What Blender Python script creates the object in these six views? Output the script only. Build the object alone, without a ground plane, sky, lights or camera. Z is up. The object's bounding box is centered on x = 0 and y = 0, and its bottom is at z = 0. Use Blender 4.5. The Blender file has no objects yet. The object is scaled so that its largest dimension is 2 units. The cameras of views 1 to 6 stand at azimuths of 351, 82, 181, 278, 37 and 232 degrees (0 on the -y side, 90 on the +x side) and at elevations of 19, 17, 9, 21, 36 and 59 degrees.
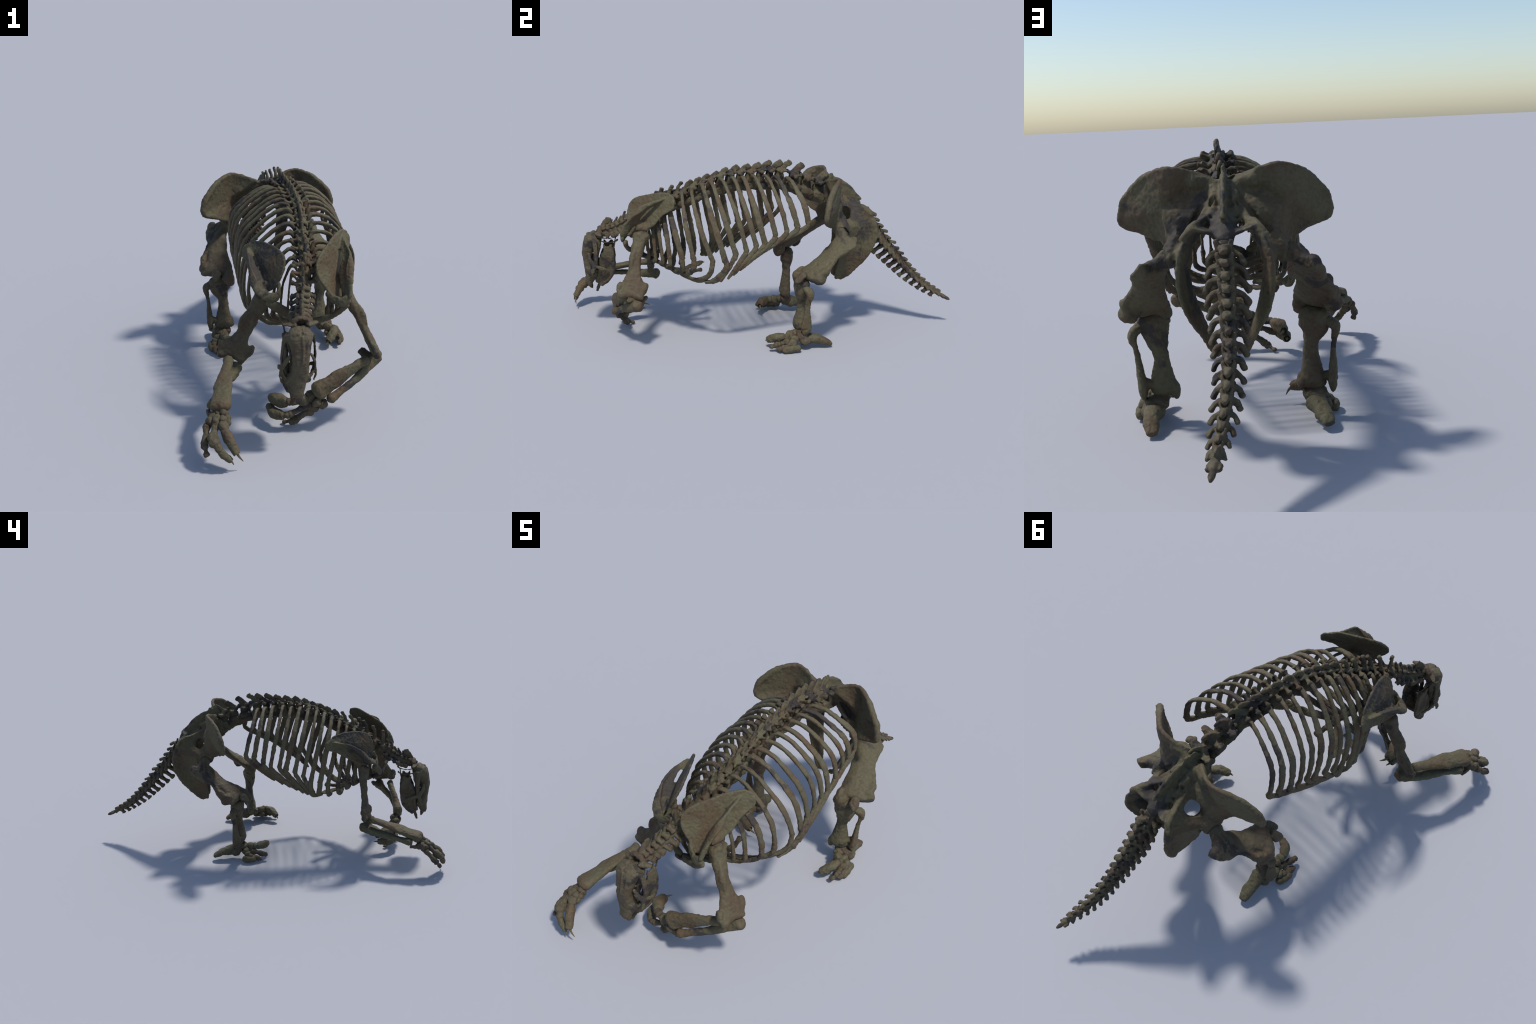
"""Mounted skeleton of a ground sloth: every bone is lofted from its landmarks, fused and weathered."""
import bpy, math, random
import numpy as np
from mathutils import Vector, noise

random.seed(7)
rng = np.random.default_rng(7)

# ---------------------------------------------------------------- materials
def bone_material(name, light, mid, dark, dark_amount, scale, offset):
    m = bpy.data.materials.new(name)
    m.use_nodes = True
    nt = m.node_tree
    N, L = nt.nodes, nt.links
    bsdf = N["Principled BSDF"]
    tc = N.new("ShaderNodeTexCoord")
    mp = N.new("ShaderNodeMapping")
    mp.inputs["Location"].default_value = offset
    L.new(tc.outputs["Object"], mp.inputs["Vector"])

    def nz(sc, det, rough, dist=0.0):
        n = N.new("ShaderNodeTexNoise")
        n.inputs["Scale"].default_value = sc
        n.inputs["Detail"].default_value = det
        n.inputs["Roughness"].default_value = rough
        n.inputs["Distortion"].default_value = dist
        L.new(mp.outputs["Vector"], n.inputs["Vector"])
        return n.outputs["Fac"]

    def ramp(fac, a, b):
        r = N.new("ShaderNodeMapRange")
        r.interpolation_type = "SMOOTHSTEP"
        r.inputs["From Min"].default_value = a
        r.inputs["From Max"].default_value = b
        L.new(fac, r.inputs["Value"])
        return r.outputs["Result"]

    def mix(fac, a, b, mode="MIX"):
        x = N.new("ShaderNodeMix")
        x.data_type = "RGBA"
        x.blend_type = mode
        if isinstance(fac, float):
            x.inputs[0].default_value = fac
        else:
            L.new(fac, x.inputs[0])
        for s, v in ((6, a), (7, b)):
            if isinstance(v, tuple):
                x.inputs[s].default_value = (*v, 1)
            else:
                L.new(v, x.inputs[s])
        return x.outputs[2]

    brown = mix(ramp(nz(scale * 0.9, 5, 0.6, 0.4), 0.44, 0.62), light, mid)
    dark_mask = ramp(nz(scale * 0.55, 6, 0.62, 0.6), 0.60 - dark_amount, 0.645 - dark_amount)
    c = mix(dark_mask, brown, dark)
    ochre = ramp(nz(scale * 3.2, 6, 0.7, 0.3), 0.62, 0.74)
    c = mix(ochre, c, (light[0] * 1.35, light[1] * 1.18, light[2] * 0.95))
    # fine speckle
    sp = nz(90, 4, 0.7)
    v = N.new("ShaderNodeMapRange")
    v.inputs["From Min"].default_value = 0.3
    v.inputs["From Max"].default_value = 0.7
    v.inputs["To Min"].default_value = 0.80
    v.inputs["To Max"].default_value = 1.18
    L.new(sp, v.inputs["Value"])
    mul = N.new("ShaderNodeVectorMath")
    mul.operation = "SCALE"
    L.new(c, mul.inputs[0])
    L.new(v.outputs["Result"], mul.inputs["Scale"])
    L.new(mul.outputs["Vector"], bsdf.inputs["Base Color"])
    bsdf.inputs["Roughness"].default_value = 0.72
    bsdf.inputs["Specular IOR Level"].default_value = 0.3
    bump = N.new("ShaderNodeBump")
    bump.inputs["Strength"].default_value = 0.42
    bump.inputs["Distance"].default_value = 0.003
    L.new(nz(130, 6, 0.7), bump.inputs["Height"])
    L.new(bump.outputs["Normal"], bsdf.inputs["Normal"])
    return m

OLIVE = bone_material("bone_olive", (0.091, 0.080, 0.045), (0.087, 0.060, 0.033), (0.040, 0.034, 0.029), 0.02, 8.0, (0.3, 1.1, 2.7))
BROWN = bone_material("bone_brown", (0.084, 0.069, 0.041), (0.069, 0.047, 0.029), (0.035, 0.029, 0.025), 0.05, 14.0, (4.3, 2.2, 0.7))
DARK = bone_material("bone_patched", (0.089, 0.077, 0.043), (0.081, 0.057, 0.033), (0.042, 0.036, 0.030), 0.06, 6.5, (7.3, 5.1, 1.7))
RIB = bone_material("bone_rib", (0.094, 0.081, 0.047), (0.089, 0.060, 0.034), (0.044, 0.035, 0.029), 0.03, 11.0, (1.3, 3.1, 4.7))
CLAW = bone_material("bone_claw", (0.126, 0.099, 0.053), (0.101, 0.076, 0.043), (0.059, 0.050, 0.043), 0.0, 20.0, (2.3, 1.1, 4.7))

# ---------------------------------------------------------------- geometry helpers
A = lambda *p: np.array(p, float)

def unit(v):
    v = np.asarray(v, float)
    n = np.linalg.norm(v)
    return v / n if n > 1e-9 else v

def spline(P, sub):
    """Catmull-Rom through the rows of P."""
    P = np.asarray(P, float)
    if len(P) < 3:
        return np.array([P[0] + (P[-1] - P[0]) * t for t in np.linspace(0, 1, sub + 1)])
    Q = np.vstack([2 * P[0] - P[1], P, 2 * P[-1] - P[-2]])
    out = []
    for i in range(1, len(Q) - 2):
        a, b, c, d = Q[i - 1], Q[i], Q[i + 1], Q[i + 2]
        for k in range(sub):
            t = k / sub
            out.append(0.5 * (2 * b + (c - a) * t + (2 * a - 5 * b + 4 * c - d) * t * t + (3 * b - a - 3 * c + d) * t ** 3))
    out.append(Q[-2])
    return np.array(out)

def tube(pts, rad, w=(1, 0, 0), n=14, sub=5, square=0.25, warp=0.13):
    """Closed sweep; rad = list of r or (half width along w, half thickness)."""
    rad = [(r, r) if np.isscalar(r) else r for r in rad]
    if len(rad) == 2 and len(pts) > 2:
        rad = [tuple(np.array(rad[0]) + (np.array(rad[1]) - np.array(rad[0])) * i / (len(pts) - 1)) for i in range(len(pts))]
    C = spline(pts, sub)
    R = np.maximum(spline(rad, sub), 0.0008)
    T = np.gradient(C, axis=0)
    w = np.asarray(w, float)
    W = spline(w, sub) if w.ndim == 2 else np.repeat(w[None], len(C), 0)
    rings = []
    run = np.concatenate([[0], np.cumsum(np.linalg.norm(np.diff(C, axis=0), axis=1))])
    seed = Vector(C[0] * 37.0)
    def ring(c, t, ww, r, s, u=0.0):
        t = unit(t)
        a = unit(ww - t * np.dot(ww, t))
        b = np.cross(t, a)
        o = []
        scale = max(0.012, 0.5 * (r[0] + r[1]))
        for k in range(n):
            th = 2 * math.pi * k / n
            cs, sn = math.cos(th), math.sin(th)
            e = 1 - 0.45 * square
            cs = math.copysign(abs(cs) ** e, cs)
            sn = math.copysign(abs(sn) ** e, sn)
            g = 1 + warp * 1.6 * noise.noise(seed + Vector((math.cos(th) * 1.1, math.sin(th) * 1.1, u / scale * 0.8)))
            o.append(c + s * g * (a * r[0] * cs + b * r[1] * sn))
        return o
    m = len(C)
    t0, t1 = unit(T[0]), unit(T[-1])
    e0, e1 = min(R[0]) * 0.9, min(R[-1]) * 0.9
    for s, h in ((0.35, 0.94), (0.7, 0.72), (0.9, 0.43)):
        rings.append(ring(C[0] - t0 * e0 * h, t0, W[0], R[0], s))
    for i in range(m):
        rings.append(ring(C[i], T[i], W[i], R[i], 1, run[i]))
    for s, h in ((0.9, 0.43), (0.7, 0.72), (0.35, 0.94)):
        rings.append(ring(C[-1] + t1 * e1 * h, t1, W[-1], R[-1], s, run[-1]))
    V = [p for r in rings for p in r]
    F = []
    for i in range(len(rings) - 1):
        for k in range(n):
            a, b = i * n + k, i * n + (k + 1) % n
            F.append((a, b, b + n, a + n))
    V.append(C[0] - t0 * e0); V.append(C[-1] + t1 * e1)
    last = (len(rings) - 1) * n
    for k in range(n):
        F.append(((k + 1) % n, k, len(V) - 2))
        F.append((last + k, last + (k + 1) % n, len(V) - 1))
    return V, F

def ball(c, r, axis=(0, 0, 1), w=(1, 0, 0), n=14, m=9, warp=0.16):
    """Ellipsoid: r = radius, or (along w, third, along axis)."""
    r = (r, r, r) if np.isscalar(r) else r
    z = unit(axis); x = unit(np.asarray(w, float) - z * np.dot(w, z)); y = np.cross(z, x)
    c = np.asarray(c, float)
    V = [c - z * r[2]]
    for i in range(1, m):
        ph = math.pi * i / m
        for k in range(n):
            th = 2 * math.pi * k / n
            o = A(math.sin(ph) * math.cos(th), math.sin(ph) * math.sin(th), -math.cos(ph))
            g = 1 + warp * 1.6 * noise.noise(Vector(c * 41.0 + o * 1.15))
            V.append(c + g * (x * r[0] * o[0] + y * r[1] * o[1] + z * r[2] * o[2]))
    V.append(c + z * r[2])
    F = []
    for k in range(n):
        F.append((0, 1 + (k + 1) % n, 1 + k))
        F.append((len(V) - 1, 1 + (m - 2) * n + k, 1 + (m - 2) * n + (k + 1) % n))
    for i in range(m - 2):
        for k in range(n):
            a, b = 1 + i * n + k, 1 + i * n + (k + 1) % n
            F.append((a, b, b + n, a + n))
    return V, F

def plate(rows, thick, sub=5, rim=0.0):
    """Curved blade through rows of points (all rows equally long); thick = half thickness or (first, last)."""
    rows = [spline(r, sub) for r in rows]
    G = np.array([spline(np.array([r[j] for r in rows]), sub) for j in range(len(rows[0]))])
    du, dv = np.gradient(G, axis=0), np.gradient(G, axis=1)
    Nn = np.cross(du, dv)
    Nn /= np.maximum(np.linalg.norm(Nn, axis=2, keepdims=True), 1e-9)
    a, b = G.shape[:2]
    th = (thick, thick) if np.isscalar(thick) else thick
    tv = np.linspace(th[0], th[1], b)[None, :, None] * np.ones((a, b, 1))
    if rim:
        tv[0] += rim; tv[-1] += rim
    up, dn = G + Nn * tv, G - Nn * tv
    V = [*up.reshape(-1, 3), *dn.reshape(-1, 3)]
    F, o = [], a * b
    for i in range(a - 1):
        for j in range(b - 1):
            p, q, r, s = i * b + j, i * b + j + 1, (i + 1) * b + j + 1, (i + 1) * b + j
            F.append((p, s, r, q)); F.append((o + p, o + q, o + r, o + s))
    edge = [(0, j) for j in range(b)] + [(i, b - 1) for i in range(1, a)] + [(a - 1, j) for j in range(b - 2, -1, -1)] + [(i, 0) for i in range(a - 2, 0, -1)]
    for (i, j), (k, l) in zip(edge, edge[1:] + edge[:1]):
        p, q = i * b + j, k * b + l
        F.append((p, q, o + q, o + p))
    return V, F

def blade(outline, hub, edge, core, dish=(0, 0, 0), sub=5):
    """Closed curved blade: rings shrink from the outline to the hub; half thickness edge -> core; dish pushes the middle out."""
    O = spline(np.vstack([outline, outline[:1]]), sub)[:-1]
    hub, dish = A(*hub), A(*dish)
    nrm = np.zeros(3)
    for a, b in zip(O, np.roll(O, -1, 0)):
        nrm += np.cross(a - hub, b - hub)
    nrm = unit(nrm)
    S = [1.0, 0.93, 0.8, 0.62, 0.42, 0.2]
    top, bot = [], []
    for s in S:
        th = core + (edge - core) * s ** 3
        C = hub + (O - hub) * s + dish * (1 - s * s)
        top.append(C + nrm * th); bot.append(C - nrm * th)
    n, k = len(O), len(S)
    V = [*np.vstack(top), *np.vstack(bot), hub + dish + nrm * core, hub + dish - nrm * core]
    F, o = [], n * k
    for i in range(k - 1):
        for j in range(n):
            a, b = i * n + j, i * n + (j + 1) % n
            F.append((a, b, b + n, a + n)); F.append((o + b, o + a, o + a + n, o + b + n))
    for j in range(n):
        a, b = j, (j + 1) % n
        F.append((b, a, o + a, o + b))
        a, b = (k - 1) * n + j, (k - 1) * n + (j + 1) % n
        F.append((a, b, 2 * o)); F.append((o + b, o + a, 2 * o + 1))
    return V, F

ROOT = bpy.data.objects.new("ground_sloth_skeleton", None)
ROOT["label"] = "mounted skeleton of a walking giant ground sloth, dark olive-brown bones"
ROOT["category"] = "skeleton"
bpy.context.scene.collection.objects.link(ROOT)

def group(name):
    e = bpy.data.objects.new(name, None)
    bpy.context.scene.collection.objects.link(e)
    e.parent = ROOT
    return e

CLOUDS = {}
def clouds(size):
    if size not in CLOUDS:
        t = bpy.data.textures.new("relief_%d" % int(size * 1e4), "CLOUDS")
        t.noise_scale = size
        t.noise_depth = 2
        if size < 0.03:
            t.noise_type = "HARD_NOISE"
        CLOUDS[size] = t
    return CLOUDS[size]

def bone(name, pieces, mat=OLIVE, voxel=0.004, smooth=3, relief=0.004, parent=None, cut=None, fine=0.0042, shrink=None):
    """Fuse the pieces of one bone into a single worn surface."""
    V, F = [], []
    for v, f in pieces:
        o = len(V)
        V.extend(v)
        F.extend([tuple(i + o for i in q) for q in f])
    me = bpy.data.meshes.new(name)
    me.from_pydata([tuple(p) for p in V], [], F)
    me.update()
    ob = bpy.data.objects.new(name, me)
    bpy.context.scene.collection.objects.link(ob)
    def mod(kind, **kw):
        d = ob.modifiers.new(kind.lower(), kind)
        for k, x in kw.items():
            setattr(d, k, x)
    mod("REMESH", mode="VOXEL", voxel_size=voxel, use_smooth_shade=True)
    tools = []
    if cut:
        for cv, cf in cut:
            cm = bpy.data.meshes.new("hole"); cm.from_pydata([tuple(p) for p in cv], [], cf); cm.update()
            co = bpy.data.objects.new("hole", cm)
            bpy.context.scene.collection.objects.link(co)
            tools.append(co)
            mod("BOOLEAN", operation="DIFFERENCE", object=co, solver="FAST")
        mod("REMESH", mode="VOXEL", voxel_size=voxel, use_smooth_shade=True)
    mod("SMOOTH", factor=0.6, iterations=smooth)
    mod("DISPLACE", strength=-(shrink if shrink is not None else (0.0024 if voxel > 0.0033 else 0.0012)), mid_level=0.0)
    if relief:
        mod("DISPLACE", texture=clouds(0.035), texture_coords="GLOBAL", strength=relief, mid_level=0.5)
    if fine:
        mod("DISPLACE", texture=clouds(0.014), texture_coords="GLOBAL", strength=-fine, mid_level=0.4)
    dg = bpy.context.evaluated_depsgraph_get()
    new = bpy.data.meshes.new_from_object(ob.evaluated_get(dg))
    ob.modifiers.clear()
    ob.data = new
    bpy.data.meshes.remove(me)
    for co in tools:
        cm = co.data
        bpy.data.objects.remove(co); bpy.data.meshes.remove(cm)
    new.name = name
    new.materials.clear()
    new.materials.append(mat)
    new.polygons.foreach_set("use_smooth", [True] * len(new.polygons))
    ob.parent = parent or ROOT
    return ob

def interp(table, y):
    t = sorted(table)
    return float(np.interp(y, [a for a, _ in t], [b for _, b in t]))

# ---------------------------------------------------------------- spine
MID_X = [(0.55, 0.047), (0.48, 0.052), (0.34, 0.060), (0.25, 0.073), (0.17, 0.086), (0.1, 0.092), (0, 0.097), (-0.1, 0.107), (-0.3, 0.108),
         (-0.38, 0.101), (-0.43, 0.091), (-0.47, 0.085), (-0.55, 0.081), (-0.6, 0.067), (-0.66, 0.045), (-0.71, 0.034), (-0.75, 0.020), (-0.79, 0.012), (-0.84, 0.002)]
VENTRAL_Z = [(0.30, 0.655), (0.25, 0.675), (0.215, 0.690), (0.154, 0.717), (0.105, 0.735), (0.053, 0.745), (-0.026, 0.751), (-0.16, 0.747), (-0.213, 0.733),
             (-0.295, 0.711), (-0.345, 0.691), (-0.431, 0.655), (-0.5, 0.627), (-0.6, 0.578), (-0.68, 0.537), (-0.72, 0.519), (-0.762, 0.505), (-0.81, 0.492)]
mx = lambda y: interp(MID_X, y)
vz = lambda y: interp(VENTRAL_Z, y)

# transverse process (y, z) and spine tip (y, z), from the loins forward to the shoulders
BACK = [((0.250, 0.797), (0.298, 0.835)), ((0.186, 0.817), (0.234, 0.855)), ((0.122, 0.834), (0.171, 0.879)), ((0.051, 0.852), (0.108, 0.891)),
        ((0.001, 0.854), (0.063, 0.891)), ((-0.046, 0.853), (0.009, 0.893)), ((-0.100, 0.847), (-0.044, 0.882)), ((-0.148, 0.843), (-0.096, 0.875)),
        ((-0.194, 0.838), (-0.153, 0.872)), ((-0.245, 0.826), (-0.206, 0.860)), ((-0.289, 0.810), (-0.251, 0.841)), ((-0.334, 0.789), (-0.297, 0.828)),
        ((-0.375, 0.771), (-0.337, 0.814)), ((-0.417, 0.745), (-0.381, 0.800)), ((-0.458, 0.724), (-0.428, 0.789)), ((-0.500, 0.702), (-0.472, 0.770)),
        ((-0.541, 0.680), (-0.523, 0.755)), ((-0.577, 0.662), (-0.549, 0.739)), ((-0.615, 0.638), (-0.602, 0.712)), ((-0.655, 0.612), (-0.658, 0.692))]

def back_vertebra(i):
    (y, z), (ty, tz) = BACK[i]
    x = mx(y)
    zb = vz(y) + 0.028
    slope = (vz(y + 0.03) - vz(y - 0.03)) / 0.06
    t = unit((0.0, 1.0, slope)); up = unit(np.cross(t, (-1, 0, 0)))
    up = up if up[2] > 0 else -up
    nxt = BACK[min(i + 1, len(BACK) - 1)][0][0]; prv = BACK[max(i - 1, 0)][0][0]
    half = abs(prv - nxt) / (4 if 0 < i < len(BACK) - 1 else 2) * 0.84
    lumbar = i < 3
    front = i > 13
    c = A(x, y, zb)
    wide = 0.034 if not front else 0.027
    arch = A(x, y, (zb + z) / 2 + 0.012)
    tip = A(mx(ty) if i else 0.068, ty, tz)
    P = [tube([c - t * half, c, c + t * half], [(wide, 0.029), (wide * 0.84, 0.024), (wide, 0.029)], n=16)]
    P.append(tube([c + up * 0.012, arch], [(0.032, half * 1.0), (0.022, half * (1.02 if i < 7 else 0.85))]))
    base = A(x, y, z - 0.006)
    P.append(ball(base, (0.026, half * 0.95, 0.016), axis=up))
    span = 0.047 if not lumbar else 0.055
    if front:
        span = 0.044
    for s in (-1, 1):
        e = base + A(s * span, 0.004, 0.002 if not lumbar else -0.004)
        P.append(tube([base, (base + e) / 2 + A(0, 0, -0.004), e], [(0.012, 0.010), (0.009, 0.009), (0.011, 0.011)], w=(0, 1, 0)))
        P.append(ball(e + A(0, 0.002, 0.003), (0.009, 0.015, 0.010), warp=0.3))
        for d in (-1, 1):                       # articular processes
            P.append(ball(base + A(s * 0.017, 0, 0) + t * d * half * 1.15 + up * 0.006, (0.009, 0.009, 0.013), axis=t))
    m = base + (tip - base) * 0.55 + A(0, -0.004, 0.002)
    lean = unit(tip - base)
    along = unit((0, 1, 0.15))
    a0, a1 = (0.020, 0.0145) if not front else (0.016, 0.0115)
    flare = 0.0085 if not front else 0.010
    if i < 9:
        a1 = 0.0165
    if lumbar:
        a0, a1 = 0.030, 0.019
    P.append(tube([base - up * 0.01, m, tip - lean * 0.014, tip - lean * 0.005], [(a0, 0.010), (a1, 0.0075), (a1 * 1.05, 0.0075), (a1 * 1.05, flare)], w=along, square=0.7, warp=0.08))
    if lumbar:                                  # side walls and broad, raised processes
        for s in (-1, 1):
            P.append(tube([c + A(s * 0.026, 0, 0.012) - t * half, c + A(s * 0.030, 0, 0.020), c + A(s * 0.026, 0, 0.012) + t * half], [(0.012, 0.020), (0.012, 0.024), (0.012, 0.020)]))
            P.append(plate([[base + A(s * 0.02, -half * 0.8, -0.012), base + A(s * 0.02, half * 0.9, -0.012)], [base + A(s * 0.050, -half * 0.3, 0.002), base + A(s * 0.046, half * 0.9, 0.004)]], 0.007, sub=4))
    nm = "lumbar_vertebra" if lumbar else "thoracic_vertebra"
    bone(nm, P, BROWN if i % 3 else OLIVE, voxel=0.0034, smooth=2, relief=0.005)

for i in range(len(BACK)):
    back_vertebra(i)

NECK = [(-0.800, 0.513, 0.587, -0.789), (-0.777, 0.520, 0.580, -0.767), (-0.754, 0.529, 0.592, -0.744), (-0.731, 0.541, 0.600, -0.724), (-0.708, 0.556, 0.624, -0.704), (-0.683, 0.574, 0.640, -0.680)]
for k, (y, z, tz, ty) in enumerate(NECK):
    x = mx(y)
    c = A(x, y, z)
    t = unit((0.25, 1, 0.5)); up = A(0, -0.45, 0.89)
    P = [tube([c - t * 0.011, c + t * 0.011], [(0.025, 0.020), (0.025, 0.021)]),
         tube([c, c + up * 0.030], [(0.026, 0.012), (0.021, 0.012)])]
    tip = A(mx(ty), ty, tz)
    P.append(tube([c + up * 0.024, tip], [(0.011, 0.008), (0.006 if k else 0.013, 0.005)], w=(0, 1, 0.3)))
    if k == 0:
        P.append(tube([c + up * 0.03 - t * 0.02, tip - A(0, 0, 0.012), tip + A(0, 0.012, -0.02)], [(0.008, 0.008), (0.016, 0.008), (0.010, 0.007)], w=(0, 0, 1)))
    for s in (-1, 1):
        e = c + A(s * (0.036 + 0.002 * k + 0.004 * rng.uniform(-1, 1)), 0.010 + 0.004 * rng.uniform(-1, 1), -0.010 - 0.002 * k)
        P.append(tube([c + A(s * 0.014, 0, 0), e], [(0.012, 0.010), (0.010, 0.008)], w=(0, 1, 0), warp=0.3))
        P.append(ball(e, (0.007, 0.014, 0.013), warp=0.35))
        P.append(ball(e + A(-s * 0.004, 0.010, 0.008), (0.006, 0.010, 0.007), warp=0.35))
        P.append(ball(c + up * 0.024 + A(s * 0.021, 0, 0), (0.009, 0.014, 0.008), axis=up))
    bone("cervical_vertebra", P, BROWN, voxel=0.003, smooth=1, relief=0.006, fine=0.003)

c = A(0.000, -0.836, 0.508)
P = []
ringp = [c + A(0.030 * math.cos(a), 0.005, 0.024 * math.sin(a) + 0.002) for a in np.linspace(0, 2 * math.pi, 13)]
P.append(tube(ringp, [(0.014, 0.010)] * 13, w=(0, 1, 0)))
for s in (-1, 1):
    P.append(tube([c + A(s * 0.026, 0, 0), c + A(s * 0.048, 0.004, 0.004), c + A(s * 0.066, 0.012, 0.002)], [(0.018, 0.012), (0.014, 0.007), (0.007, 0.004)], w=(0, 1, 0.2)))
bone("atlas_vertebra", P, BROWN, voxel=0.003, smooth=1, relief=0.006)

# ---------------------------------------------------------------- tail
TAIL = [(0.049, 0.500, 0.612), (0.046, 0.530, 0.568), (0.042, 0.575, 0.513), (0.039, 0.620, 0.459), (0.036, 0.660, 0.415), (0.034, 0.704, 0.368), (0.036, 0.755, 0.312),
        (0.040, 0.800, 0.270), (0.046, 0.845, 0.233), (0.053, 0.889, 0.204), (0.060, 0.938, 0.176), (0.066, 0.975, 0.156), (0.070, 0.997, 0.146)]
axis = spline(TAIL, 12)
seg = np.linalg.norm(np.diff(axis, axis=0), axis=1)
arc = np.concatenate([[0], np.cumsum(seg)])
def tail_at(s):
    return A(*[np.interp(s, arc, axis[:, k]) for k in range(3)])
NT = 18
cuts = [arc[-1] * (1 - (1 - k / NT) ** 1.06) for k in range(NT + 1)]
for k in range(NT):
    s0, s1 = cuts[k], cuts[k + 1]
    f = (k + 0.5) / NT
    c, t = tail_at((s0 + s1) / 2), unit(tail_at(s1) - tail_at(s0))
    half = (s1 - s0) / 2
    up = unit(np.cross(t, (-1, 0, 0))); up = up if up[2] > 0 else -up
    side = A(1, 0, 0)
    r = interp([(0, 0.027), (0.4, 0.0205), (0.75, 0.0145), (0.93, 0.012), (1, 0.008)], f)
    P = [tube([c - t * half * 0.88, c, c + t * half * 0.88], [(r, r), (r * 0.86, r * 0.86), (r, r)] if k < NT - 1 else [r, r, r * 0.6], w=side)]
    hs = interp([(0, 0.023), (0.35, 0.018), (0.6, 0.009), (0.8, 0.004), (1, 0)], f) * (1 + 0.22 * math.sin(2.7 * k + 0.6))
    if f < 0.88:
        tip = c + up * (r + hs) + t * half * 0.9
        P.append(tube([c + up * r * 0.6, c + up * (r + hs * 0.4), tip], [(half * 0.72, r * 0.95), (half * 0.46, r * 0.60), (half * 0.46, r * 0.50)], w=t, square=0.6, warp=0.3))
        for s in (-1, 1):
            P.append(tube([c + up * r * 0.9 + side * s * r * 0.5, c - t * half * 1.15 + up * (r + hs * 0.35) + side * s * r * 0.8], [(r * 0.4, half * 0.3), (r * 0.32, half * 0.3)]))
    sp = interp([(0, 0.052), (0.15, 0.066), (0.3, 0.056), (0.5, 0.044), (0.7, 0.039), (0.82, 0.030), (0.9, 0.018), (1, 0)], f)
    if f < 0.93:
        for s in (-1, 1):
            e = c + side * s * sp * 0.88 + t * half * (1.35 - 0.5 * f) - up * 0.30 * (sp - r)
            P.append(tube([c + side * s * r * 0.4 - t * half * 0.2, c + side * s * (r + (sp - r) * 0.40) + t * half * 0.25, e], [(half * 0.74, r * 0.52), (half * 0.48, r * 0.42), (half * 0.50, r * 0.46)], w=t, square=0.5, warp=0.25))
            if f < 0.4:
                P.append(ball(e, (r * 0.42, half * 0.55, r * 0.46), warp=0.25))
    bone("caudal_vertebra", P, BROWN, voxel=0.0026, smooth=1, relief=0.005, fine=0.002)
    if 1 <= k <= 14:                                 # chevron bone below the joint
        hc = interp([(0, 0.054), (0.2, 0.058), (0.45, 0.044), (0.65, 0.029), (0.85, 0.016)], f)
        j = tail_at(s1)
        P = []
        tipc = j - up * (r + hc) - t * half * 0.15
        for s in (-1, 1):
            P.append(tube([j - up * r * 0.85 + side * s * r * 0.65, j - up * (r + hc * 0.45) + side * s * r * 0.25, tipc + up * hc * 0.2], [(half * 0.50, 0.0065), (half * 0.50, 0.0065), (half * 0.66, 0.008)], w=t))
        P.append(tube([tipc + up * hc * 0.35, tipc + up * 0.003], [(half * 0.56, 0.008), (half * 0.88, 0.0105 * (1 - 0.35 * f))], w=t, square=0.7, warp=0.2))
        bone("chevron_bone", P, BROWN, voxel=0.0026, smooth=1, relief=0.003)

# ---------------------------------------------------------------- ribs
RIB_Y = [0.045, 0.004, -0.042, -0.100, -0.146, -0.196, -0.245, -0.290, -0.334, -0.375, -0.417, -0.458, -0.500, -0.541, -0.577, -0.615]
RIB_Z = [0.822, 0.830, 0.836, 0.836, 0.829, 0.826, 0.820, 0.808, 0.790, 0.768, 0.744, 0.722, 0.700, 0.676, 0.658, 0.636]
KINK_R = [(-0.142, 0.099, 0.609), (-0.146, 0.053, 0.593), (-0.147, 0.004, 0.564), (-0.146, -0.038, 0.546), (-0.141, -0.087, 0.538), (-0.145, -0.121, 0.525), (-0.149, -0.172, 0.511), (-0.147, -0.218, 0.487),
          (-0.143, -0.262, 0.461), (-0.141, -0.312, 0.446), (-0.126, -0.356, 0.436), (-0.104, -0.412, 0.434), (-0.070, -0.456, 0.432), (-0.046, -0.494, 0.436), (-0.022, -0.536, 0.446), (0.000, -0.576, 0.456)]
KINK_L = [(0.318, 0.165, 0.640), (0.323, 0.112, 0.621), (0.328, 0.061, 0.602), (0.331, 0.007, 0.581), (0.330, -0.042, 0.545), (0.328, -0.083, 0.528), (0.327, -0.129, 0.506), (0.328, -0.180, 0.486),
          (0.332, -0.229, 0.454), (0.334, -0.290, 0.456), (0.312, -0.377, 0.458), (0.289, -0.432, 0.457), (0.250, -0.490, 0.448), (0.219, -0.526, 0.452), (0.190, -0.560, 0.452), (0.160, -0.592, 0.460)]
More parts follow.
